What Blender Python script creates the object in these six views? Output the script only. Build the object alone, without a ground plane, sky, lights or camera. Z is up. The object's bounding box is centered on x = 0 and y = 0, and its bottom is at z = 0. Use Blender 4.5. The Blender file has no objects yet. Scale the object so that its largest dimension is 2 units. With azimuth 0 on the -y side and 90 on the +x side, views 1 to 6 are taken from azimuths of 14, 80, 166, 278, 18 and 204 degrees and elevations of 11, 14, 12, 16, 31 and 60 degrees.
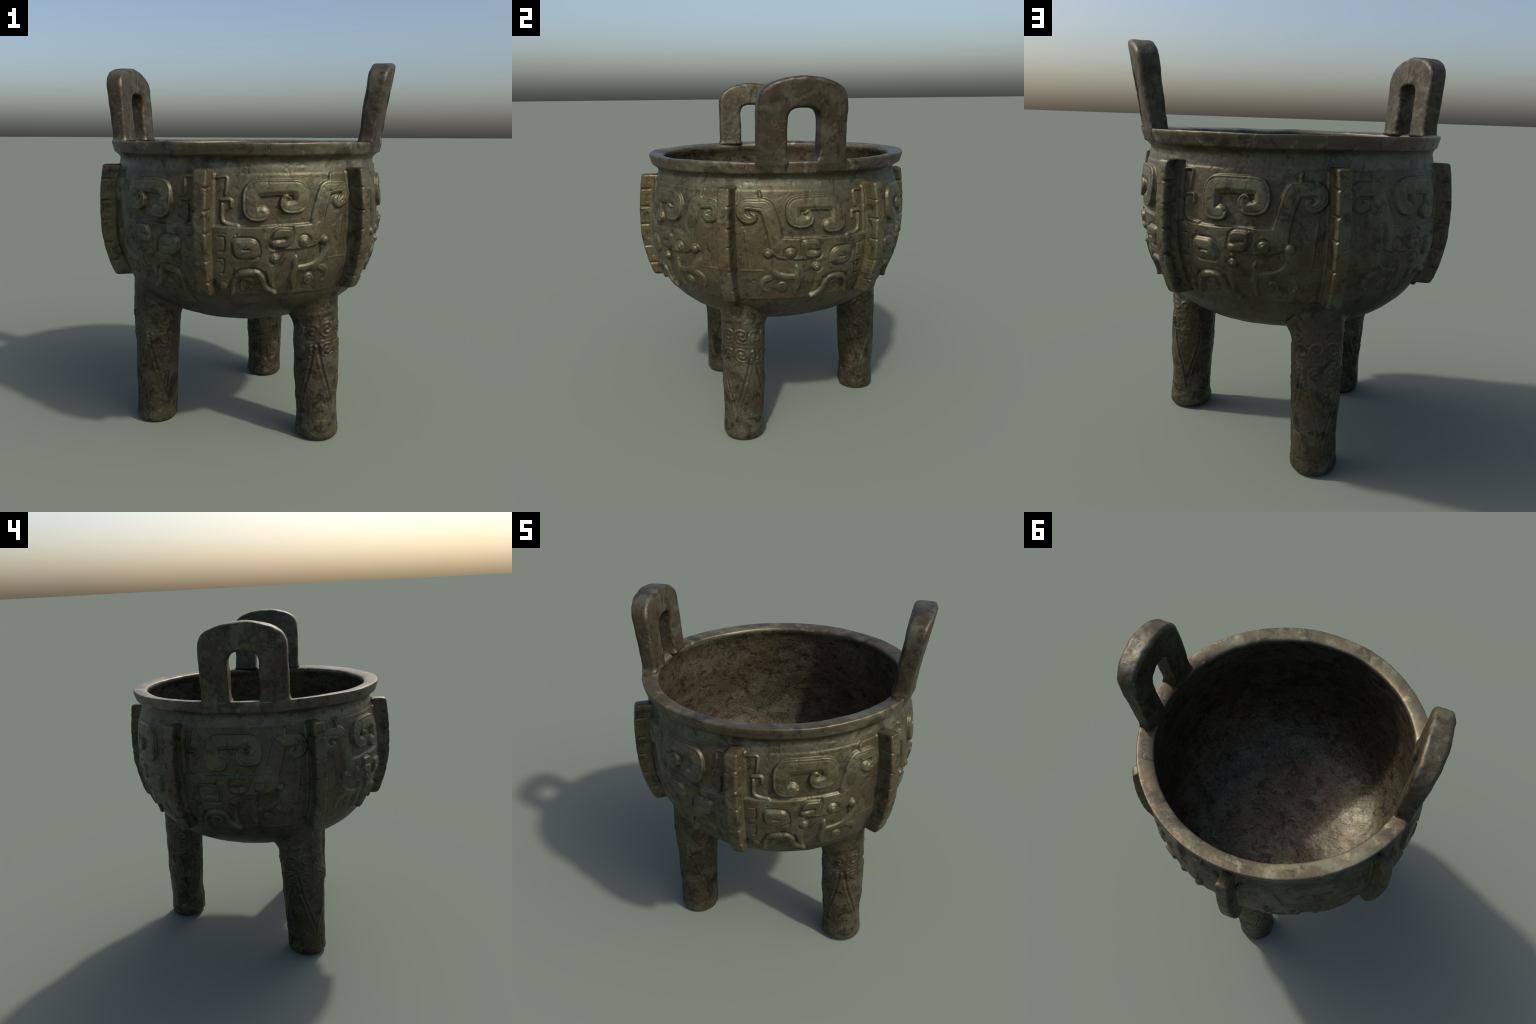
"""A cast bronze tripod cauldron: round bowl with animal-mask frieze, six notched
flanges, flat everted rim, two upright loop handles and three column legs."""
import bpy, math
import numpy as np

rng = np.random.default_rng(7)
CX, CY = -0.019, 0.003                 # axis of the bowl
FLANGE_AT = (-89.9, -29.2, 31.5, 90.9, 151.2, 211.3)   # the casting is a little uneven
MASKS = ((0, 1), (2, 1), (2, 3), (4, 3), (4, 5), (0, 5))   # each panel: nose flange, tail flange
FRIEZE_LOW, FRIEZE_TOP = 0.868, 1.457
COLS = 1500

# ------------------------------------------------------------------ helpers
def smooth(x, a=0.0, b=1.0):
    x = np.clip((np.asarray(x, float) - a) / (b - a), 0, 1)
    return x * x * (3 - 2 * x)

def _hash(i, j, k):
    n = (i * 374761393 + j * 668265263 + k * 2147483647) & 0xFFFFFFFF
    n = ((n ^ (n >> 13)) * 1274126177) & 0xFFFFFFFF
    n = ((n ^ (n >> 16)) * 2246822519) & 0xFFFFFFFF
    return ((n ^ (n >> 15)) & 0xFFFF) / 32767.5 - 1.0

def noise3(p, scale, seed=0):
    """smooth value noise in [-1,1] for an (n,3) array"""
    q = np.asarray(p, float) * scale + 1000.37 + seed * 17.13
    f = np.floor(q); w = q - f; w = w * w * (3 - 2 * w)
    f = f.astype(np.int64)
    out = 0.0
    for dx in (0, 1):
        for dy in (0, 1):
            for dz in (0, 1):
                c = _hash(f[:, 0] + dx, f[:, 1] + dy, f[:, 2] + dz)
                out = out + c * (w[:, 0] if dx else 1 - w[:, 0]) * (w[:, 1] if dy else 1 - w[:, 1]) * (w[:, 2] if dz else 1 - w[:, 2])
    return out

def fbm(p, scale, octaves=3, seed=0):
    a, s, t = 1.0, 0.0, 0.0
    for o in range(octaves):
        s = s + a * noise3(p, scale * 2.03 ** o, seed + 3 * o); t += a; a *= 0.5
    return s / t

def spline(points, n=24):
    """Catmull-Rom through control points of any dimension"""
    P = np.array(points, float)
    P = np.vstack([2 * P[0] - P[1], P, 2 * P[-1] - P[-2]])
    out = []
    for i in range(1, len(P) - 2):
        t = np.linspace(0, 1, n, endpoint=False)[:, None]
        a, b, c, d = P[i - 1], P[i], P[i + 1], P[i + 2]
        out.append(0.5 * (2 * b + (c - a) * t + (2 * a - 5 * b + 4 * c - d) * t ** 2 + (3 * b - a - 3 * c + d) * t ** 3))
    return np.vstack(out + [P[-2][None]])

def resample(curve, spacing=None, count=None):
    d = np.r_[0, np.cumsum(np.linalg.norm(np.diff(curve, axis=0), axis=1))]
    n = count or max(2, int(round(d[-1] / spacing)) + 1)
    s = np.linspace(0, d[-1], n)
    return np.stack([np.interp(s, d, curve[:, k]) for k in range(curve.shape[1])], 1)

def mesh_from(name, verts, faces):
    """faces: (n,4) array of quads, or list that also has triangles/ngons"""
    me = bpy.data.meshes.new(name)
    if isinstance(faces, np.ndarray):
        n = len(faces); k = faces.shape[1]
        me.vertices.add(len(verts)); me.vertices.foreach_set("co", np.ascontiguousarray(verts, np.float32).ravel())
        me.loops.add(n * k); me.loops.foreach_set("vertex_index", np.ascontiguousarray(faces, np.int32).ravel())
        me.polygons.add(n)
        me.polygons.foreach_set("loop_start", np.arange(0, n * k, k, dtype=np.int32))
        me.update(calc_edges=True)
    else:
        me.from_pydata([tuple(v) for v in verts], [], [tuple(f) for f in faces]); me.update()
    me.polygons.foreach_set("use_smooth", np.ones(len(me.polygons), bool))
    return me

ROOT = bpy.data.objects.new("tripod_cauldron", None)
bpy.context.scene.collection.objects.link(ROOT)
ROOT["label"] = "dark bronze three-legged ritual cauldron with mask relief and two handles"
ROOT["category"] = "bronze vessel"

def add(kind, me, material, parent=ROOT):
    ob = bpy.data.objects.new(kind, me)
    bpy.context.scene.collection.objects.link(ob)
    ob.parent = parent
    me.materials.clear(); me.materials.append(material)
    return ob

# ---------------------------------------------------------------- materials
METAL, GAIN = 0.5, 1.58          # thin patina over metal; base colours below are given for the patina alone

def bronze(name, base, pale, brown, dark, pale_amt=0.45, brown_amt=0.5, dark_amt=0.4, fleck=0.25,
           rough=0.46, bump=0.25, speckle=0.0, stretch=(1, 1, 1), small=1.0):
    base, pale, brown, dark = (tuple(min(1, c * GAIN) for c in k) for k in (base, pale, brown, dark))
    m = bpy.data.materials.new(name); m.use_nodes = True
    N, L = m.node_tree.nodes, m.node_tree.links
    bsdf = N["Principled BSDF"]
    tc = N.new("ShaderNodeTexCoord"); mp = N.new("ShaderNodeMapping")
    mp.inputs["Scale"].default_value = stretch
    L.new(tc.outputs["Object"], mp.inputs["Vector"])
    def noise(scale, detail=4, rough_=0.55, distort=0.0, off=0.0):
        n = N.new("ShaderNodeTexNoise"); n.inputs["Scale"].default_value = scale
        n.inputs["Detail"].default_value = detail; n.inputs["Roughness"].default_value = rough_
        n.inputs["Distortion"].default_value = distort
        if off:
            a = N.new("ShaderNodeVectorMath"); a.operation = "ADD"; a.inputs[1].default_value = (off, off * 1.7, -off)
            L.new(mp.outputs[0], a.inputs[0]); L.new(a.outputs[0], n.inputs["Vector"])
        else:
            L.new(mp.outputs[0], n.inputs["Vector"])
        return n.outputs["Fac"]
    def ramp(fac, lo, hi):
        r = N.new("ShaderNodeMapRange"); r.interpolation_type = "SMOOTHSTEP"
        r.inputs["From Min"].default_value = lo; r.inputs["From Max"].default_value = hi
        L.new(fac, r.inputs["Value"]); return r.outputs["Result"]
    def times(a, k):
        x = N.new("ShaderNodeMath"); x.operation = "MULTIPLY"; L.new(a, x.inputs[0]); x.inputs[1].default_value = k
        return x.outputs[0]
    def mix(fac, a, b):
        x = N.new("ShaderNodeMix"); x.data_type = "RGBA"; L.new(fac, x.inputs["Factor"])
        if isinstance(a, tuple): x.inputs["A"].default_value = (*a, 1)
        else: L.new(a, x.inputs["A"])
        x.inputs["B"].default_value = (*b, 1)
        return x.outputs["Result"]
    col = mix(times(ramp(noise(5.5, 5, 0.6, 0.6), 0.46, 0.58), pale_amt), base, pale)
    col = mix(times(ramp(noise(7.5, 5, 0.62, 0.4, 3.1), 0.47, 0.58), brown_amt), col, brown)
    col = mix(times(ramp(noise(14, 6, 0.68, 0.5, 7.7), 0.52, 0.61), dark_amt), col, dark)
    col = mix(times(ramp(noise(30, 5, 0.65, 0.3, 11.3), 0.56, 0.66), fleck), col, tuple(min(1, c * 1.45) for c in pale))
    col = mix(times(ramp(noise(44, 4, 0.6, 0.3, 5.9), 0.57, 0.67), dark_amt * 0.7 * small), col, dark)
    if speckle:
        col = mix(times(ramp(noise(95, 3, 0.6, 0.4, 2.3), 0.53, 0.62), speckle), col, dark)
        col = mix(times(ramp(noise(75, 3, 0.6, 0.4, 9.3), 0.55, 0.66), speckle * 0.5), col, tuple(min(1, c * 1.3) for c in pale))
    L.new(col, bsdf.inputs["Base Color"])
    rr = N.new("ShaderNodeMapRange"); rr.inputs["To Min"].default_value = rough - 0.09; rr.inputs["To Max"].default_value = rough + 0.14
    L.new(noise(16, 4, 0.6, 0, 4.4), rr.inputs["Value"]); L.new(rr.outputs[0], bsdf.inputs["Roughness"])
    bsdf.inputs["Metallic"].default_value = METAL
    b1 = N.new("ShaderNodeBump"); b1.inputs["Strength"].default_value = bump; b1.inputs["Distance"].default_value = 0.006
    L.new(noise(42, 5, 0.6, 0.3, 1.9), b1.inputs["Height"])
    L.new(b1.outputs[0], bsdf.inputs["Normal"])
    return m

OLIVE, GREEN, BROWN, DARK = (0.044, 0.0405, 0.0205), (0.064, 0.065, 0.038), (0.049, 0.036, 0.018), (0.010, 0.0085, 0.005)
M_RELIEF = bronze("bronze_relief", OLIVE, GREEN, BROWN, DARK, 0.75, 0.4, 0.6)
M_GROUND = bronze("bronze_ground", (0.041, 0.0345, 0.0178), GREEN, (0.040, 0.0300, 0.0155), DARK, 0.4, 0.65, 0.6)
M_NECK = bronze("bronze_neck", (0.044, 0.042, 0.025), (0.066, 0.067, 0.045), BROWN, DARK, 0.85, 0.35, 0.6)
M_BOWL = bronze("bronze_bowl", (0.036, 0.033, 0.018), (0.050, 0.049, 0.030), (0.036, 0.025, 0.014), DARK, 0.6, 0.4, 0.6)
M_RIM = bronze("bronze_rim", (0.049, 0.042, 0.0235), (0.084, 0.079, 0.047), (0.045, 0.033, 0.0185), DARK, 0.85, 0.8, 0.65, 0.6, 0.44, 0.08, 0.0, (.55, .55, .55), 0.35)
M_INNER = bronze("bronze_inner", (0.042, 0.035, 0.020), (0.070, 0.067, 0.042), (0.053, 0.036, 0.0185), DARK, 0.8, 0.65, 0.8, 0.35, 0.46, 0.3, 0.7, (.9, .9, 1.5))
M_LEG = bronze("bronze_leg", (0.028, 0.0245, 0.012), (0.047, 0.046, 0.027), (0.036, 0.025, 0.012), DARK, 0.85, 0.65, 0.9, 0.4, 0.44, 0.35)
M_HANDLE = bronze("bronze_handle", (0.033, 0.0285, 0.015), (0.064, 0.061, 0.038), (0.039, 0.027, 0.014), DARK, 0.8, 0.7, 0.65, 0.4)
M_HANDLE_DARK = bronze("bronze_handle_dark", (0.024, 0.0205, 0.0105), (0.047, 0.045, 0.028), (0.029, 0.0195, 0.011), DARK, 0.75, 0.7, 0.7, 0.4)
M_FLANGE = bronze("bronze_flange", OLIVE, GREEN, (0.054, 0.037, 0.017), DARK, 0.6, 0.6, 0.65)

# ------------------------------------------------------- bowl outer profile
def bowl_r(z):
    """outer radius of the smooth bowl (superellipse below the belly, cone above)"""
    z = np.asarray(z, float)
    R, zm, zb, p, q = 0.753, 1.157, 0.621, 2.227, 2.553
    low = R * np.maximum(1 - np.clip((zm - z) / (zm - zb), 0, 1) ** p, 0) ** (1 / q)
    up = R - (R - 0.708) * np.clip((z - zm) / (1.5 - zm), 0, 1.2) ** 1.6
    return np.where(z < zm, low, up)

def belly_shift(ang, z):
    """the bowl is not quite round: flatter on two opposite sides, belly hanging to the front"""
    two = np.cos(2 * (ang - math.radians(60)))
    mid = smooth(z, 0.80, 0.95) * (1 - smooth(z, 1.22, 1.40))
    high = smooth(z, 1.22, 1.40)
    low = 1 - smooth(z, 0.84, 1.10)
    waist = smooth(z, .84, .92) * (1 - smooth(z, 1.10, 1.25))
    return (mid * (-0.007 - 0.006 * two) + high * (0.002 - 0.008 * two)
            + low * 0.014 * np.maximum(np.cos(ang + math.radians(75)), 0) - waist * (0.003 + 0.009 * np.cos(ang) ** 4)
            + 0.011 * smooth(z, .70, .80) * (1 - smooth(z, .95, 1.15)) * np.maximum(np.cos(ang + math.radians(29)), 0) ** 4)

_zz = np.linspace(0.621, 1.157, 4000); _rr = bowl_r(_zz)
def bowl_z(r):
    return np.interp(r, _rr, _zz)

# ------------------------------------------------ relief: strokes in (t, z)
# t = degrees away from the mask's flange (0) towards the tail flange (60)
M_PER_DEG = 0.0128

def stroke_field(X, Y, spine):
    """distance to the edge of a tapering stroke along (t, z, half width), negative
    inside, and on which side of the spine each point lies (-1 right, +1 left)"""
    S = spline(spine, 14); S[:, 0] *= M_PER_DEG
    d = np.full(X.shape, 9.0); side = np.ones(X.shape)
    for a, b in zip(S[:-1], S[1:]):
        vx, vy = b[0] - a[0], b[1] - a[1]
        px, py = X - a[0], Y - a[1]
        u = np.clip((px * vx + py * vy) / (vx * vx + vy * vy + 1e-12), 0, 1)
        e = np.hypot(px - u * vx, py - u * vy) - (a[2] + u * (b[2] - a[2]))
        near = e < d
        d = np.where(near, e, d); side = np.where(near, np.sign(vx * py - vy * px), side)
    return d, side

def box_field(X, Y, t, z, ht, hz, rnd, skew=0.0):
    x, y = X - t * M_PER_DEG, Y - z
    x = x - skew * y
    qx, qy = np.abs(x) - (ht - rnd), np.abs(y) - (hz - rnd)
    return np.hypot(np.maximum(qx, 0), np.maximum(qy, 0)) + np.minimum(np.maximum(qx, qy), 0) - rnd

RELIEF = []   # (kind, shape, spine or box, height, edge, mode)
def stroke(kind, spine, height, edge=0.009, mode="flat"): RELIEF.append((kind, "stroke", spine, height, edge, mode))
def box(kind, pars, height, edge=0.009, mode="flat"): RELIEF.append((kind, "box", pars, height, edge, mode))

# face plate and body: a lower level on which eyes, ears and studs sit
stroke("face", [(1, 1.184, .026), (8, 1.186, .026), (16, 1.184, .026), (26, 1.184, .030), (36, 1.182, .033), (40.5, 1.19, .03)], .013, .014)
stroke("face", [(4, 1.13, .07), (6, 1.04, .07), (6, .97, .06), (6, .90, .03)], .0125, .016)
stroke("face", [(9.5, 1.16, .035), (11, 1.08, .045), (13, 1.02, .045), (20, 1.02, .05)], .013, .016)
stroke("face", [(20, 1.12, .06), (22.5, 1.08, .05), (23.5, 1.0, .028), (24.5, .93, .018), (26, .885, .010)], .013, .014)
stroke("face", [(15, 1.13, .06), (24, 1.14, .05), (30, 1.135, .048), (36, 1.135, .045), (40, 1.14, .042)], .013, .011)
stroke("face", [(7.0, 1.02, .03), (8.0, .95, .02), (8.4, .89, .014)], .012, .014)
# mouth and small sunken scrolls beside the nose
stroke("mouth", [(13.2, .890, .034), (16, .905, .048), (19, .890, .036)], .002, .012, "pit")
stroke("nose", [(5.0, 1.155, .005), (7.4, 1.15, .006), (7.2, 1.09, .006), (5.4, 1.085, .005)], .005, .006, "pit")
stroke("nose", [(5.0, 1.05, .005), (7.2, 1.045, .006), (6.8, .985, .006), (5.4, .98, .005)], .005, .006, "pit")
# tail: stem rising from the face and curling into a spiral beside the tail flange
stroke("tail", [(41.0, 1.15, .042), (41.6, 1.21, .042), (43.0, 1.28, .042), (44.4, 1.34, .042), (45.8, 1.372, .040),
                (49.0, 1.377, .036), (53.0, 1.378, .034), (54.8, 1.358, .032), (54.8, 1.325, .030), (52.6, 1.300, .027),
                (50.4, 1.302, .023), (49.9, 1.322, .018), (51.0, 1.332, .011)], .014, .011, "groove")
stroke("tail", [(47.5, 1.400, .013), (47.6, 1.425, .013), (48.1, 1.443, .010)], .013, .010)
# horn: broad C with a plain hook at the nose end and a coil at the tail end
stroke("horn", [(20.6, 1.264, .037), (18.4, 1.262, .037), (17.1, 1.278, .042), (16.9, 1.335, .042), (17.6, 1.368, .042), (20.0, 1.381, .042),
                (27, 1.384, .040), (32.6, 1.382, .040), (34.7, 1.370, .040), (35.1, 1.330, .039), (34.4, 1.300, .037),
                (31.8, 1.289, .034), (29.4, 1.292, .030), (28.5, 1.315, .024), (29.2, 1.334, .018), (30.4, 1.330, .012)], .023, .006, "horn")
# eye, ear, studs
box("eye", (14.9, 1.100, .062, .049, .034, -.15), .029, .030, "eye")
RELIEF.append(("ear", "ear", None, .027, .010, "ear"))
stroke("stud", [(25.3, 1.049, .023), (25.4, 1.050, .023)], .024, .022, "ring")
stroke("stud", [(36.0, 1.129, .027), (36.1, 1.130, .027)], .026, .025, "ring")
stroke("stud", [(44.6, 1.128, .026), (44.7, 1.127, .025)], .027, .025, "dome")
stroke("stud", [(6.4, .915, .026), (6.5, .914, .026)], .020, .018, "dome")
# jaw: arched lip over the mouth
stroke("jaw", [(9.7, .888, .014), (10.5, .94, .015), (12.5, .972, .016), (15.5, .982, .017), (18.8, .980, .017),
               (20.9, .955, .017), (22.0, .918, .016), (24.6, .889, .014), (26.6, .882, .010)], .022, .014, "round")
stroke("jaw", [(13.2, .90, .008), (13.6, .94, .008), (16.5, .945, .008), (18.2, .92, .007), (16.6, .905, .006)], .007, .007, "round")
# claw: hooked foreleg with toes
stroke("claw", [(44.7, 1.11, .026), (45.2, 1.062, .029), (43.8, 1.026, .028), (41.0, 1.003, .026), (37.5, .992, .026), (34.6, .990, .024)], .010, .014, "claw")
stroke("claw", [(33.4, 1.056, .010), (32.8, 1.035, .016), (33.2, 1.000, .021), (32.6, .955, .021), (33.6, .905, .014)], .013, .013)
stroke("claw", [(43.6, 1.00, .022), (46.6, .978, .020), (47.4, .942, .015), (46.0, .920, .009)], .009, .014)
stroke("claw", [(39.2, .945, .027), (39.3, .944, .027)], .011, .016, "ring")
# nose ornaments beside the flange
stroke("nose", [(4.4, 1.430, .006), (8.0, 1.432, .007), (8.3, 1.40, .008), (7.8, 1.352, .008)], .009, .008, "round")
stroke("nose", [(6.2, 1.325, .008), (9.6, 1.325, .010), (9.9, 1.292, .009)], .011, .009, "round")
stroke("nose", [(6.6, 1.305, .009), (6.7, 1.235, .010), (8.4, 1.214, .011), (12.0, 1.204, .012)], .011, .010, "round")
# low ribs between claw and tail flange
stroke("rib", [(53.6, 1.24, .006), (52.9, 1.15, .007), (52.2, 1.05, .006)], .0030, .009, "round")
stroke("rib", [(46.5, 1.034, .006), (52, 1.034, .006), (58, 1.030, .006)], .0022, .009, "round")
stroke("rib", [(57.0, 1.40, .005), (56.8, 1.25, .005), (56.0, 1.10, .005)], .0022, .008, "round")

def relief(T, Z, wear, P):
    """height and kind index for frieze points"""
    wx = 0.0022 * noise3(P, 7.0, 5) + 0.0008 * noise3(P, 25.0, 6)
    wy = 0.0028 * noise3(P, 6.0, 8) + 0.0008 * noise3(P, 22.0, 9)
    X, Y = T * M_PER_DEG + wx, Z + wy
    h = np.zeros(T.shape); owner = np.zeros(T.shape, int)
    # thunder pattern on the ground: rows of small square coils, very shallow
    cell = 0.040
    ix, iy = np.floor(X / cell), np.floor(Y / cell)
    u, v = (X / cell - ix) * 2 - 1, (Y / cell - iy) * 2 - 1
    m = np.maximum(np.abs(u), np.abs(v)) + 0.10 * np.arctan2(v, u) * np.where((ix + iy) % 2 > 0, 1, -1)
    ground = 0.0019 * (np.cos(m * 2 * math.pi * 1.7) * 0.5 + 0.5) * smooth(noise3(P, 5.0, 21), -0.35, 0.35)
    h -= ground
    # fillet strip along each flange
    strip = 0.010 * (1 - smooth(T * M_PER_DEG, 0.040, 0.052)) * smooth(Z, .87, .89)
    h = np.maximum(h, strip)
    h = np.maximum(h, 0.006 * (1 - smooth((60 - T) * M_PER_DEG, 0.040, 0.050)))
    for k, (kind, shape, par, H, edge, mode) in enumerate(RELIEF):
        if shape == "stroke":
            S = np.array(par); pad = S[:, 2].max() + 0.02
            near = (X > S[:, 0].min() * M_PER_DEG - pad) & (X < S[:, 0].max() * M_PER_DEG + pad) & (Y > S[:, 1].min() - pad) & (Y < S[:, 1].max() + pad)
        elif shape == "box":
            near = (np.abs(X - par[0] * M_PER_DEG) < 0.1) & (np.abs(Y - par[1]) < 0.09)
        else:
            near = (T > 20) & (T < 35) & (Y > 1.06) & (Y < 1.23)
        x, y = X[near], Y[near]
        side = 1.0
        if shape == "stroke": d, side = stroke_field(x, y, par)
        elif shape == "box": d = box_field(x, y, *par)
        else:
            # ear: leaf with a pointed upper corner and a rounded base
            lx, ly = x - 27.6 * M_PER_DEG, y - 1.148
            dq = box_field(x, y, 27.6, 1.148, .049, .048, .030, .18)
            corner = np.maximum(lx - .052, ly - .049 - 0.10 * (lx - .05))
            d = np.minimum(dq, np.maximum(np.maximum(-lx - .0, -ly), corner + .003))
        s = smooth(-d, 0, edge)
        if mode in ("round", "dome", "ring"):
            s = np.sqrt(np.clip(1 - (1 - np.clip(-d / edge, 0, 1)) ** 2, 0, 1)) * smooth(-d, 0, .003)
        top = H * s
        if mode == "horn":          # flat outer band, wide bevel on the inner side, standing out further below
            tall = 0.76 + 0.24 * (1 - smooth(y, 1.25, 1.42))
            inner = smooth(-d, 0, .004) * (0.58 + 0.42 * smooth(-d, .004, .024))
            top = H * tall * np.where(side < 0, inner, smooth(-d, 0, .006))
            top = top - 0.0016 * np.exp(-((-d - 0.017) / 0.003) ** 2) * (side > 0)
        elif mode == "claw":        # crisp inside the hook, fading out on its back
            top = H * np.where(side < 0, smooth(-d, 0, .008), smooth(-d, -.004, .036))
        elif mode == "groove":
            top = top - 0.0030 * np.exp(-((-d - 0.011) / 0.0028) ** 2) - 0.0022 * np.exp(-((-d - 0.021) / 0.003) ** 2)
        elif mode == "ring":
            top = top - 0.004 * np.exp(-((-d - 0.013) / 0.0030) ** 2)
        elif mode == "eye":         # bulging eyeball with a slit pupil
            s2 = np.clip(-d / 0.046, 0, 1)
            top = H * (0.50 * smooth(-d, 0, .010) + 0.50 * np.sqrt(1 - (1 - s2) ** 2))
            ex, ey = x - 15.1 * M_PER_DEG, y - 1.098
            top = top - 0.007 * np.exp(-(ey / 0.0045) ** 2) * (1 - smooth(np.abs(ex), .014, .024))
        elif mode == "ear":         # folded leaf: overhanging top part, hollow lower part
            lx, ly = x - 27.6 * M_PER_DEG, y - 1.148
            fold = ly - 0.002 - 0.10 * lx
            top = top * (0.80 + 0.20 * smooth(fold, -.03, .03)) - 0.009 * np.exp(-((fold + .006) / .008) ** 2) * (1 - smooth(lx, .012, .034)) * s
            top = top + 0.004 * np.exp(-((lx + .022) / .012) ** 2 - ((ly + .024) / .014) ** 2)
        if mode == "pit":
            cur = h[near]; h[near] = cur - np.maximum(cur - H, 0) * s
            o = owner[near]; o[d < -0.001] = k + 1; owner[near] = o
            continue
        top = top * wear[near]
        cur = h[near]
        if mode in ("horn", "ear", "eye", "ring") or kind == "jaw":      # incised outline
            cur = cur - 0.0060 * np.exp(-((d - 0.0040) / 0.0042) ** 2)
        up = top > cur
        cur = np.where(up, top, cur)
        h[near] = cur
        o = owner[near]; o[(d < -0.001) & up] = k + 1; owner[near] = o
    return h, owner

# ------------------------------------------------------- the cast vessel
def section(pts, spacing, n=10):
    return resample(spline(pts, n), spacing)

def build_vessel():
    # outer wall from the bottom centre upward
    r_lin = np.linspace(0.02, float(bowl_r(FRIEZE_LOW)), 80)
    bowl = np.stack([r_lin, bowl_z(r_lin)], 1); bowl[0, 1] = 0.621
    zf = np.linspace(FRIEZE_LOW, FRIEZE_TOP, 500)
    frieze = resample(np.stack([bowl_r(zf), zf], 1), spacing=0.0030)
    rt = float(bowl_r(FRIEZE_TOP))
    neck = section([(rt, FRIEZE_TOP), (.7140, 1.472), (.7095, 1.490), (.7090, 1.504), (.716, 1.517), (.730, 1.529)], .004)
    lip = section([(.730, 1.529), (.7385, 1.534), (.7435, 1.541), (.7465, 1.552), (.7530, 1.5745), (.7545, 1.5865), (.7530, 1.5920),
                   (.7480, 1.5945), (.725, 1.5935), (.700, 1.5905), (.681, 1.5860), (.6715, 1.5800), (.6685, 1.569)], .0032)
    inner = section([(.6685, 1.569), (.6705, 1.554), (.681, 1.530), (.688, 1.49), (.699, 1.39), (.713, 1.27), (.720, 1.14), (.702, 1.00),
                     (.650, .865), (.555, .755), (.425, .690), (.27, .658), (.10, .648), (.02, .647)], .012)
    parts, rows, z0 = [], [], 0
    for name, P in (("bowl", bowl), ("frieze", frieze), ("neck", neck), ("rim", lip), ("inner_wall", inner)):
        P = P if not rows else P[1:]
        parts.append((name, z0, z0 + len(P))); z0 += len(P); rows.append(P)
    prof = np.vstack(rows); nr = len(prof)
    tan = np.gradient(prof, axis=0); tan /= np.linalg.norm(tan, axis=1)[:, None]
    nrm = np.stack([tan[:, 1], -tan[:, 0]], 1)
    ang = np.arange(COLS) / COLS * 2 * math.pi
    ca, sa = np.cos(ang), np.sin(ang)
    def place(rad, z):  # (nr, COLS)
        return np.stack([CX + rad * ca, CY + rad * sa, z], -1)
    R = np.repeat(prof[:, :1], COLS, 1); Zg = np.repeat(prof[:, 1:], COLS, 1)
    P0 = place(R, Zg).reshape(-1, 3)
    disp = np.zeros(nr * COLS)
    region = np.zeros(nr, int)
    for i, (name, a, b) in enumerate(parts): region[a:b] = i
    reg = np.repeat(region, COLS)
    # relief
    fa, fb = parts[1][1], parts[1][2]
    deg = np.degrees(ang)
    tpan = np.full(COLS, 99.0); panel = np.zeros(COLS, int)
    for k, (n_, t_) in enumerate(MASKS):
        a0, a1 = FLANGE_AT[n_], FLANGE_AT[t_]
        span = (a1 - a0 + 180) % 360 - 180
        u = ((deg - a0 + 180) % 360 - 180) / span
        hit = (u >= 0) & (u < 1)
        tpan[hit] = u[hit] * 60.0; panel[hit] = k
    T = np.repeat(tpan[None], fb - fa, 0).ravel()
    sl = slice(fa * COLS, fb * COLS)
    # castings are worn on the rear-left side
    worn = 1.0 - 0.30 * np.exp(-(((deg - 118 + 180) % 360 - 180) / 30.0) ** 2) - 0.12 * np.exp(-(((deg + 165 + 180) % 360 - 180) / 30.0) ** 2)
    wear = np.repeat(worn[None], fb - fa, 0).ravel()
    h, owner = relief(T, Zg[fa:fb].ravel(), wear, P0[sl])
    zfr = Zg[fa:fb].ravel()
    edge = smooth(zfr, FRIEZE_LOW, FRIEZE_LOW + .010) * (1 - smooth(zfr, FRIEZE_TOP - .010, FRIEZE_TOP))
    h = (h + .0005) * edge + 0.003 * smooth(zfr, FRIEZE_LOW - .001, FRIEZE_LOW + .006) * (1 - smooth(zfr, FRIEZE_TOP - .016, FRIEZE_TOP - .006))
    disp[sl] = h
    zall = Zg.ravel(); ang_all = np.tile(ang, nr)
    outer = 1 - smooth(zall, 1.50, 1.535)
    disp += (reg <= 2) * outer * belly_shift(ang_all, zall) * smooth(R.ravel(), .05, .35)
    disp -= (reg == 4) * 0.011 * np.maximum(np.cos(ang_all + math.radians(42)), 0) * smooth(zall, .75, .95) * (1 - smooth(zall, 1.40, 1.53))
    # wear and casting unevenness
    big = fbm(P0, 4.0, 2, 31) * 0.0035
    lump = fbm(P0, 22.0, 3, 41)
    amp = np.array([0.0022, 0.0011, 0.0014, 0.0011, 0.0026])[reg]
    disp += big + lump * amp
    pit = np.clip(-fbm(P0, 45.0, 2, 51) - 0.28, 0, 1)
    disp -= pit * np.array([0.006, 0.004, 0.005, 0.001, 0.005])[reg]
    rim_rows = np.repeat((region == 3).astype(float), COLS)
    rr = (R.ravel() + disp * np.repeat(nrm[:, 0], COLS)).reshape(nr, COLS)
    zz = (Zg.ravel() + disp * np.repeat(nrm[:, 1], COLS) + 0.0035 * smooth(Zg.ravel(), 1.5, 1.58) * noise3(P0 * [1, 1, 0], 5.0, 61)).reshape(nr, COLS)
    # the mouth is a touch higher at the back left
    zz += 0.004 * smooth(zz, 1.3, 1.58) * np.cos(ang - math.radians(120))
    V = place(rr, zz).reshape(-1, 3)
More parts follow.
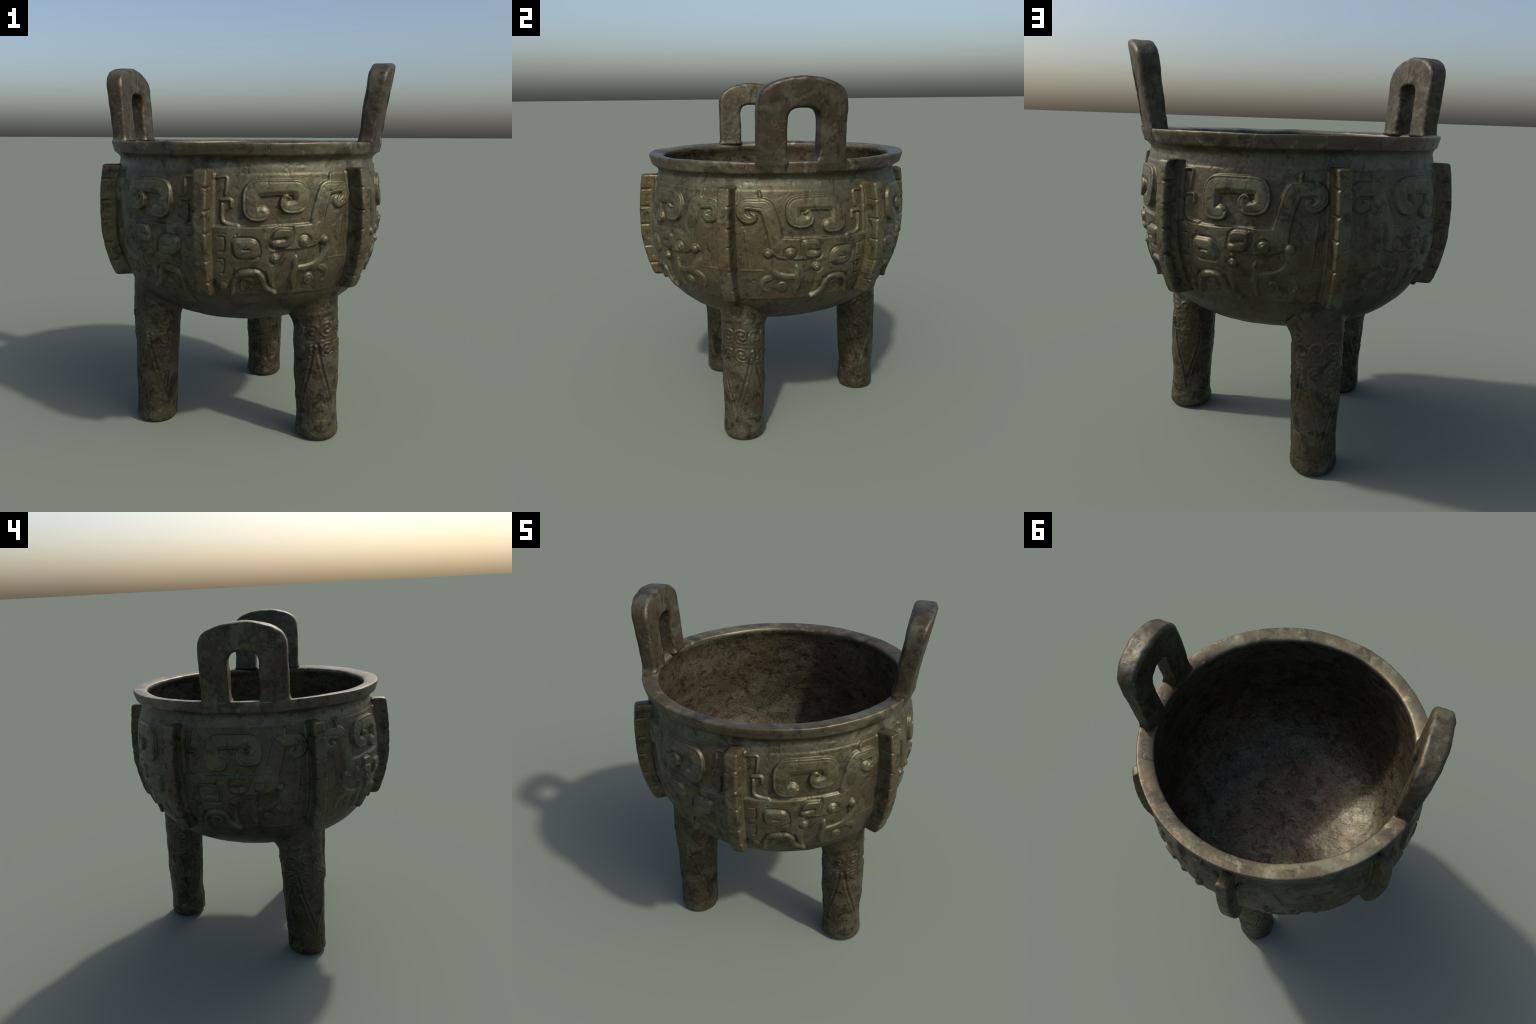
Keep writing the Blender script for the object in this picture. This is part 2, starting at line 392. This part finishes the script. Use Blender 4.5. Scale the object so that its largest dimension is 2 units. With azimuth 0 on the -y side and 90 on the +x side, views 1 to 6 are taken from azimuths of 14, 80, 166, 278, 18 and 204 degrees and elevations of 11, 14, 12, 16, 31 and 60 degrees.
    mouth_rise = smooth(V[:, 2], 1.50, 1.545)                     # the mouth sits slightly off the bowl's axis
    V[:, 0] += 0.005 * mouth_rise
    i = np.arange(nr - 1)[:, None] * COLS; j = np.arange(COLS)[None]; jn = (j + 1) % COLS
    F = np.stack([i + j, i + jn, i + COLS + jn, i + COLS + j], -1).reshape(-1, 4)
    me = mesh_from("whole", V, F)
    nor = np.empty(len(V) * 3, np.float32); me.vertex_normals.foreach_get("vector", nor); nor = nor.reshape(-1, 3)
    bpy.data.meshes.remove(me)
    # ---- which part does each face belong to
    frow = np.repeat(np.arange(nr - 1), COLS); fcol = np.tile(np.arange(COLS), nr - 1)
    face_reg = region[frow + 1]
    own_v = np.zeros(nr * COLS, int); own_v[sl] = owner
    own_f = np.where(face_reg == 1, own_v[F[:, 0]], 0)
    side = panel[fcol]
    mats = {"bowl": M_BOWL, "frieze": M_GROUND, "neck": M_NECK, "rim": M_RIM, "inner_wall": M_INNER}
    def cut(kind, mask, mat, parent, pole=None):
        f = F[mask]
        used, inv = np.unique(f, return_inverse=True)
        v, n = V[used], nor[used]
        m = mesh_from(kind, v, inv.reshape(f.shape))
        m.normals_split_custom_set_from_vertices([tuple(x) for x in n])
        return add(kind, m, mat, parent)
    holder = {}
    for i_, (name, a, b) in enumerate(parts):
        holder[name] = cut(name, (face_reg == i_) & (own_f == 0), mats[name], ROOT)
    for s in range(6):
        groups = {}
        for k, item in enumerate(RELIEF):
            key = item[0] if item[0] != "stud" else ("stud", k)
            groups.setdefault(key, []).append(k + 1)
        for key, ids in groups.items():
            kind = key if isinstance(key, str) else key[0]
            mask = np.isin(own_f, ids) & (side == s)
            if mask.sum() > 8:
                cut(kind, mask, M_GROUND if kind in ("rib", "mouth") else M_RELIEF, holder["frieze"])
    # small discs close the two poles
    for z, mat, kind, flip in ((zz[0].mean(), M_BOWL, "underside", 1), (zz[-1].mean(), M_INNER, "floor", 0)):
        row = V[:COLS] if flip else V[-COLS:]
        v = np.vstack([row, [[CX, CY, z]]])
        f = np.array([[(q + 1) % COLS, q, COLS] if flip else [q, (q + 1) % COLS, COLS] for q in range(COLS)])
        add(kind, mesh_from(kind, v, f), mat, holder["bowl" if flip else "inner_wall"])
    return holder

# ------------------------------------------------------------------ lofting
def rounded_rect(a, b, r, per_corner=5, per_side=8):
    """outline of a rectangle with half sizes a, b; returns (n,2)"""
    pts = []
    corners = [(a - r, b - r, 0), (-a + r, b - r, 90), (-a + r, -b + r, 180), (a - r, -b + r, 270)]
    for i, (x, y, s) in enumerate(corners):
        arc = [(x + r * math.cos(math.radians(s + 90 * t / per_corner)), y + r * math.sin(math.radians(s + 90 * t / per_corner))) for t in range(per_corner + 1)]
        pts += arc
        nx, ny, ns = corners[(i + 1) % 4]
        e = (nx + r * math.cos(math.radians(ns)), ny + r * math.sin(math.radians(ns)))
        for t in range(1, per_side):
            pts.append((arc[-1][0] + (e[0] - arc[-1][0]) * t / per_side, arc[-1][1] + (e[1] - arc[-1][1]) * t / per_side))
    return np.array(pts)

def loft(rings):
    """rings: (rows, n, 3) closed loops; capped with centre fans"""
    nr, n, _ = rings.shape
    V = rings.reshape(-1, 3)
    i = np.arange(nr - 1)[:, None] * n; j = np.arange(n)[None]; jn = (j + 1) % n
    F = np.stack([i + j, i + jn, i + n + jn, i + n + j], -1).reshape(-1, 4).tolist()
    c0, c1 = len(V), len(V) + 1
    V = np.vstack([V, rings[0].mean(0)[None], rings[-1].mean(0)[None]])
    F += [[(q + 1) % n, q, c0] for q in range(n)] + [[(nr - 1) * n + q, (nr - 1) * n + (q + 1) % n, c1] for q in range(n)]
    return V, F

# ------------------------------------------------------------------ flanges
FLANGE_OUT = np.array([(1.470, .797), (1.40, .808), (1.30, .818), (1.20, .821), (1.10, .817), (1.03, .806), (.95, .786), (.90, .769), (.860, .750)])[::-1]
NOTCHES = [1.383, 1.272, 1.170, 1.048, .940]

def build_flange(angle, extra, half, seed):
    z_top, z_low, nz = 1.470, .861, 260
    v = np.linspace(0, 1, nz)
    z = z_top + (z_low - z_top) * v
    ends = np.minimum(v, 1 - v) * (z_top - z_low)
    inset = 0.014 * (1 - np.sqrt(np.clip(1 - (1 - np.clip(ends / 0.014, 0, 1)) ** 2, 0, 1)))
    r_out = np.interp(z, FLANGE_OUT[:, 0], FLANGE_OUT[:, 1]) + extra
    r_in = bowl_r(z) - 0.014
    notch_shift = rng.uniform(-.009, .009, len(NOTCHES))
    depth = rng.uniform(.35, 1.15, (len(NOTCHES), 2)); width = rng.uniform(.0036, .0062, len(NOTCHES))
    rings = []
    for k in range(nz):
        a = (r_out[k] - inset[k] - r_in[k]) / 2; b = half - inset[k] * 0.8
        sec = rounded_rect(a, b, 0.012, 5, 9)
        rad = sec[:, 0] + r_in[k] + a; tang = sec[:, 1].copy()
        out_side = smooth((rad - bowl_r(z[k])) / (r_out[k] - bowl_r(z[k])), 0.25, 0.5)
        edge_w = smooth(np.abs(tang) / half, 0.35, 0.85)
        cut = 0.0
        for zn, sh, dp, wd in zip(NOTCHES, notch_shift, depth, width):
            dz = z[k] - zn - sh
            cut = cut + math.exp(-(dz / wd) ** 2) * np.where(tang > 0, dp[0], dp[1])
        # vertical incised line on the cheek, every second half segment
        seg = math.sin((z[k] - 0.861) / 0.111 * 2 * math.pi)
        cheek = np.exp(-((rad - (0.55 * bowl_r(z[k]) + 0.45 * r_out[k])) / 0.005) ** 2) * float(smooth(seg, 0.1, 0.5))
        tang -= np.sign(tang) * np.minimum(np.abs(tang), (0.0085 * cut * out_side + 0.0035 * cheek) * smooth(np.abs(tang) / half, .55, .95))
        rad -= 0.0055 * cut * out_side * edge_w
        # foot of the flange spreads into the wall
        tang *= 1 + 0.22 * (1 - smooth(rad - bowl_r(z[k]), -0.004, 0.022))
        rings.append(np.stack([rad, tang, np.full(len(rad), z[k])], 1))
    rings = np.array(rings)
    c, s = math.cos(math.radians(angle)), math.sin(math.radians(angle))
    W = np.stack([CX + rings[..., 0] * c - rings[..., 1] * s, CY + rings[..., 0] * s + rings[..., 1] * c, rings[..., 2]], -1)
    # bottom face leans: outer corner hangs lower
    flat = W.reshape(-1, 3)
    d = fbm(flat, 26.0, 3, seed)[:, None] * 0.0028 + fbm(flat, 70.0, 2, seed + 2)[:, None] * 0.0010
    rad_dir = np.stack([flat[:, 0] - CX, flat[:, 1] - CY, 0 * flat[:, 0]], 1); rad_dir /= np.linalg.norm(rad_dir, axis=1)[:, None]
    tan_dir = np.stack([-rad_dir[:, 1], rad_dir[:, 0], 0 * rad_dir[:, 0]], 1)
    d2 = fbm(flat, 24.0, 3, seed + 9)[:, None] * 0.0024
    W = (flat + rad_dir * d + tan_dir * d2).reshape(W.shape)
    V, F = loft(W)
    me = mesh_from("flange", V, F)
    add("flange", me, M_FLANGE)

# ------------------------------------------------------------------ handles
CROWN = [(0, 0), (.22, .003), (.42, .010), (.62, .023), (.78, .040), (.90, .061), (.965, .085), (.995, .12), (1.0, .18)]   # half width, drop below the top

def build_handle(sign, yc, x_out, tilt, thick, top, hw, sag, turn, seed):
    z_base, n_leg, n_arc = 1.535, 60, 110
    half = resample(spline(CROWN, 12), count=n_arc // 2)
    zc = top - 0.18
    right = np.stack([half[:, 0] * hw, top - half[:, 1]], 1)
    arc_o = np.vstack([right[::-1] * [-1, 1], right[1:]])
    t = np.linspace(math.pi, 0, len(arc_o)); n = 2.7
    zi, bi = 1.790, 0.063
    arc_i = np.stack([0.080 * np.sign(np.cos(t)) * np.abs(np.cos(t)) ** (2 / n), zi + bi * np.abs(np.sin(t)) ** (2 / n)], 1)
    def with_legs(arc):
        a, zc_ = arc[-1]
        zl = np.linspace(z_base, zc_, n_leg, endpoint=False)
        left = np.stack([np.full(n_leg, -a), zl], 1)
        return np.vstack([left, arc, left[::-1] * [-1, 1]])
    O, I = with_legs(arc_o), with_legs(arc_i)
    rings = []
    for o, i in zip(O, I):
        mid, hf = (o + i) / 2, np.linalg.norm(o - i) / 2
        u = (o - i) / (2 * hf)
        sec = rounded_rect(hf, thick / 2, 0.020, 6, 9)
        p = mid[None] + sec[:, :1] * u[None]
        rings.append(np.stack([p[:, 0], p[:, 1], sec[:, 1]], 1))
    G = np.array(rings)                       # (rows, n, [y, z, across])
    y, z, w = G[..., 0], G[..., 1], G[..., 2]
    # root: flares a little on the rim, and below it withdraws into the wall
    spread = np.exp(-np.clip(z - 1.594, 0, 1) / 0.012)
    y = y + np.sign(y) * np.sign(np.abs(y) - 0.15) * 0.009 * spread
    w = w * (1 + 0.07 * spread) * (1 + 0.09 * smooth(z, 1.6, 1.95))
    front = np.clip(w / thick + 0.5, 0, 1)         # 0 inner face (flat), 1 outer face (curved like the rim)
    x = x_out + tilt * (z - 1.588) - thick / 2 + w + turn * y - sag * front * (y / hw) ** 2 * (1 - 0.2 * smooth(z, 1.6, 2.0))
    # the outer face runs down flush over the rim's edge, the inner one withdraws into the wall
    Y = y + yc - CY
    r_edge = np.interp(z, [1.530, 1.541, 1.552, 1.5745, 1.5845], [.738, .7435, .7465, .7535, .7545]) + 0.0038
    edge = np.sqrt(r_edge ** 2 - Y ** 2) + sign * (CX + 0.005)
    wall = np.sqrt(0.697 ** 2 - Y ** 2) + sign * CX
    root_out = 1 - smooth(z, 1.575, 1.640); root_in = 1 - smooth(z, 1.545, 1.598)
    x = x + front * root_out * (edge - x) + (1 - front) * root_in * (wall - x)
    W = np.stack([sign * x, y + yc, z], -1); flat = W.reshape(-1, 3)
    d = np.stack([fbm(flat, 15.0, 3, seed), fbm(flat, 15.0, 3, seed + 5), fbm(flat, 13.0, 3, seed + 11)], 1) * [0.0042, 0.0055, 0.0045]
    d += np.stack([fbm(flat, 48.0, 2, seed + 3), fbm(flat, 48.0, 2, seed + 4), fbm(flat, 40.0, 2, seed + 6)], 1) * 0.0011
    W = (flat + d).reshape(W.shape)
    if sign < 0: W = W[:, ::-1]
    V, F = loft(W)
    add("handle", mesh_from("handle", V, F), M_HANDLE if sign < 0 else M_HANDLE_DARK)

# --------------------------------------------------------------------- legs
def ring_spiral(A, Zm, a0, z0, r):
    """raised coil: returns 0..1 ridge height around (a0, z0) in metres"""
    x, y = A - a0, Zm - z0
    rr, th = np.hypot(x, y), np.arctan2(y, x)
    ridge = 0.5 + 0.5 * np.cos(2 * math.pi * (rr / (r * 0.56)) - th)
    return ridge * (1 - smooth(rr, r * .82, r * 1.02))

def build_leg(foot, top6, r0, r6, crisp, seed):
    na, nz = 320, 330
    a = np.arange(na) / na * 2 * math.pi
    out_dir = math.atan2(foot[1] - CY, foot[0] - CX)
    foot, top6 = np.array(foot), np.array(top6)
    slope = (top6 - foot) / 0.6
    ca, sa = np.cos(a + out_dir), np.sin(a + out_dir)
    # height where each side runs into the bowl
    zt = np.full(na, .75)
    for _ in range(12):
        c = foot + slope * zt[:, None]
        r = r0 + (r6 - r0) * zt / 0.6 + 0.027
        px, py = c[:, 0] + r * ca - CX, c[:, 1] + r * sa - CY
        zt = 0.5 * zt + 0.5 * bowl_z(np.minimum(np.hypot(px, py) - belly_shift(np.arctan2(py, px), zt), .745))
    f = np.linspace(0, 1, nz) ** 0.92
    Z = f[:, None] * (zt + 0.010)[None]
    under = zt[None] - Z
    A = np.repeat(((a + math.pi) % (2 * math.pi) - math.pi)[None], nz, 0)
    R = r0 + (r6 - r0) * np.clip(Z / 0.6, 0, 1.3)
    R = R - 0.004 * np.exp(-((Z - 0.22) / 0.10) ** 2) + 0.003 * np.exp(-((Z - 0.045) / 0.03) ** 2)
    R = R + 0.030 * np.exp(-np.clip(under, 0, 1) / 0.020)             # fillet at the bowl
    R = R - 0.035 * smooth(f, .982, 1.0)[:, None]                      # the last rows tuck into the bowl
    bottom = np.sqrt(np.clip(1 - (1 - np.clip(Z / 0.028, 0, 1)) ** 2, 0, 1))
    R = R - 0.028 * (1 - bottom)
    s = A * 0.118                                                      # arc metres from the front
    rel = np.zeros(A.shape)
    front = 1 - smooth(np.abs(A), 2.0, 2.5)
    def line(d, w): return np.exp(-(d / w) ** 2)
    lift = Z + 0.16 * np.abs(s)                                        # chevron coordinate
    # coils in two rows on both sides of a centre ridge
    for k in (-3, -2, -1, 1, 2, 3):
        s0 = (abs(k) - 0.5) * 0.078 * np.sign(k)
        for z0, r_ in ((.628, .047), (.518, .044)):
            rel += 0.0046 * ring_spiral(s, lift, s0, z0 + .010, r_) * (1, .9, .75, .6)[abs(k)]
    rel += 0.004 * line(s, .006) * smooth(Z, .47, .50) * (1 - smooth(Z, .70, .74))
    for z0, k in ((.574, .0018),):
        rel += k * line(lift - z0, .006) * (1 - smooth(np.abs(s), .15, .20))
    rel += 0.0024 * line(lift - .724, .012)
    # hanging blades: V shaped double lines narrowing downward
    for c0 in (0.0, -0.205, 0.205):
        width = 0.098 * smooth(Z, .10, .56) ** 0.8 + 0.004
        e = np.abs(s - c0) - width
        zone = smooth(Z, .11, .15) * (1 - smooth(Z, .53, .56))
        rel += zone * (0.0046 * line(e + .001, .0085) - 0.0034 * line(e + .013, .007) + 0.0042 * line(e + .026, .0085))
    rel *= front * crisp
    P = np.stack([foot[0] + slope[0] * Z + R * ca, foot[1] + slope[1] * Z + R * sa, Z], -1)
    flat = P.reshape(-1, 3)
    back = smooth(np.abs(A), 1.2, 2.4).ravel()
    grow = smooth(Z, 0, .03).ravel()
    d = fbm(flat, 9.0, 2, seed) * .005 + fbm(flat * [1, 1, .7], 30.0, 3, seed + 4) * (.0022 + .004 * back + .0025 * (1 - crisp))
    d -= np.clip(-fbm(flat, 42.0, 2, seed + 8) - .25, 0, 1) * .007
    R = R + rel + (d * grow).reshape(R.shape)
    P = np.stack([foot[0] + slope[0] * Z + R * ca, foot[1] + slope[1] * Z + R * sa, Z], -1)
    # nothing of the leg rises through the bowl's wall
    rho = np.hypot(P[..., 0] - CX, P[..., 1] - CY)
    roof = bowl_z(np.clip(rho - belly_shift(np.arctan2(P[..., 1] - CY, P[..., 0] - CX), P[..., 2]), 0, .75)) + 0.003
    P[..., 2] = np.minimum(P[..., 2], roof)
    V, F = loft(P)
    V[-1, 2] = P[-1, :, 2].min() - 0.035            # the end cap stays inside the bowl wall
    add("leg", mesh_from("leg", V, F), M_LEG)

# -------------------------------------------------------------------- build
build_vessel()
for i, (ang, extra, half) in enumerate(zip(FLANGE_AT, (.006, .018, .007, .008, .008, .007), (.034, .034, .032, .032, .032, .033))):
    build_flange(ang, extra, half, 70 + 13 * i)
build_handle(+1, -0.000, 0.740, 0.138, 0.109, 1.998, 0.225, .027, -.015, 5)
build_handle(-1, -0.036, 0.752, 0.080, 0.103, 2.000, 0.227, .022, .053, 55)
build_leg((.469, -.284), (.447, -.277), .114, .120, 1.0, 3)
build_leg((-.473, -.304), (-.466, -.282), .112, .127, .95, 23)
build_leg((-.038, .551), (-.035, .538), .110, .121, .70, 43)
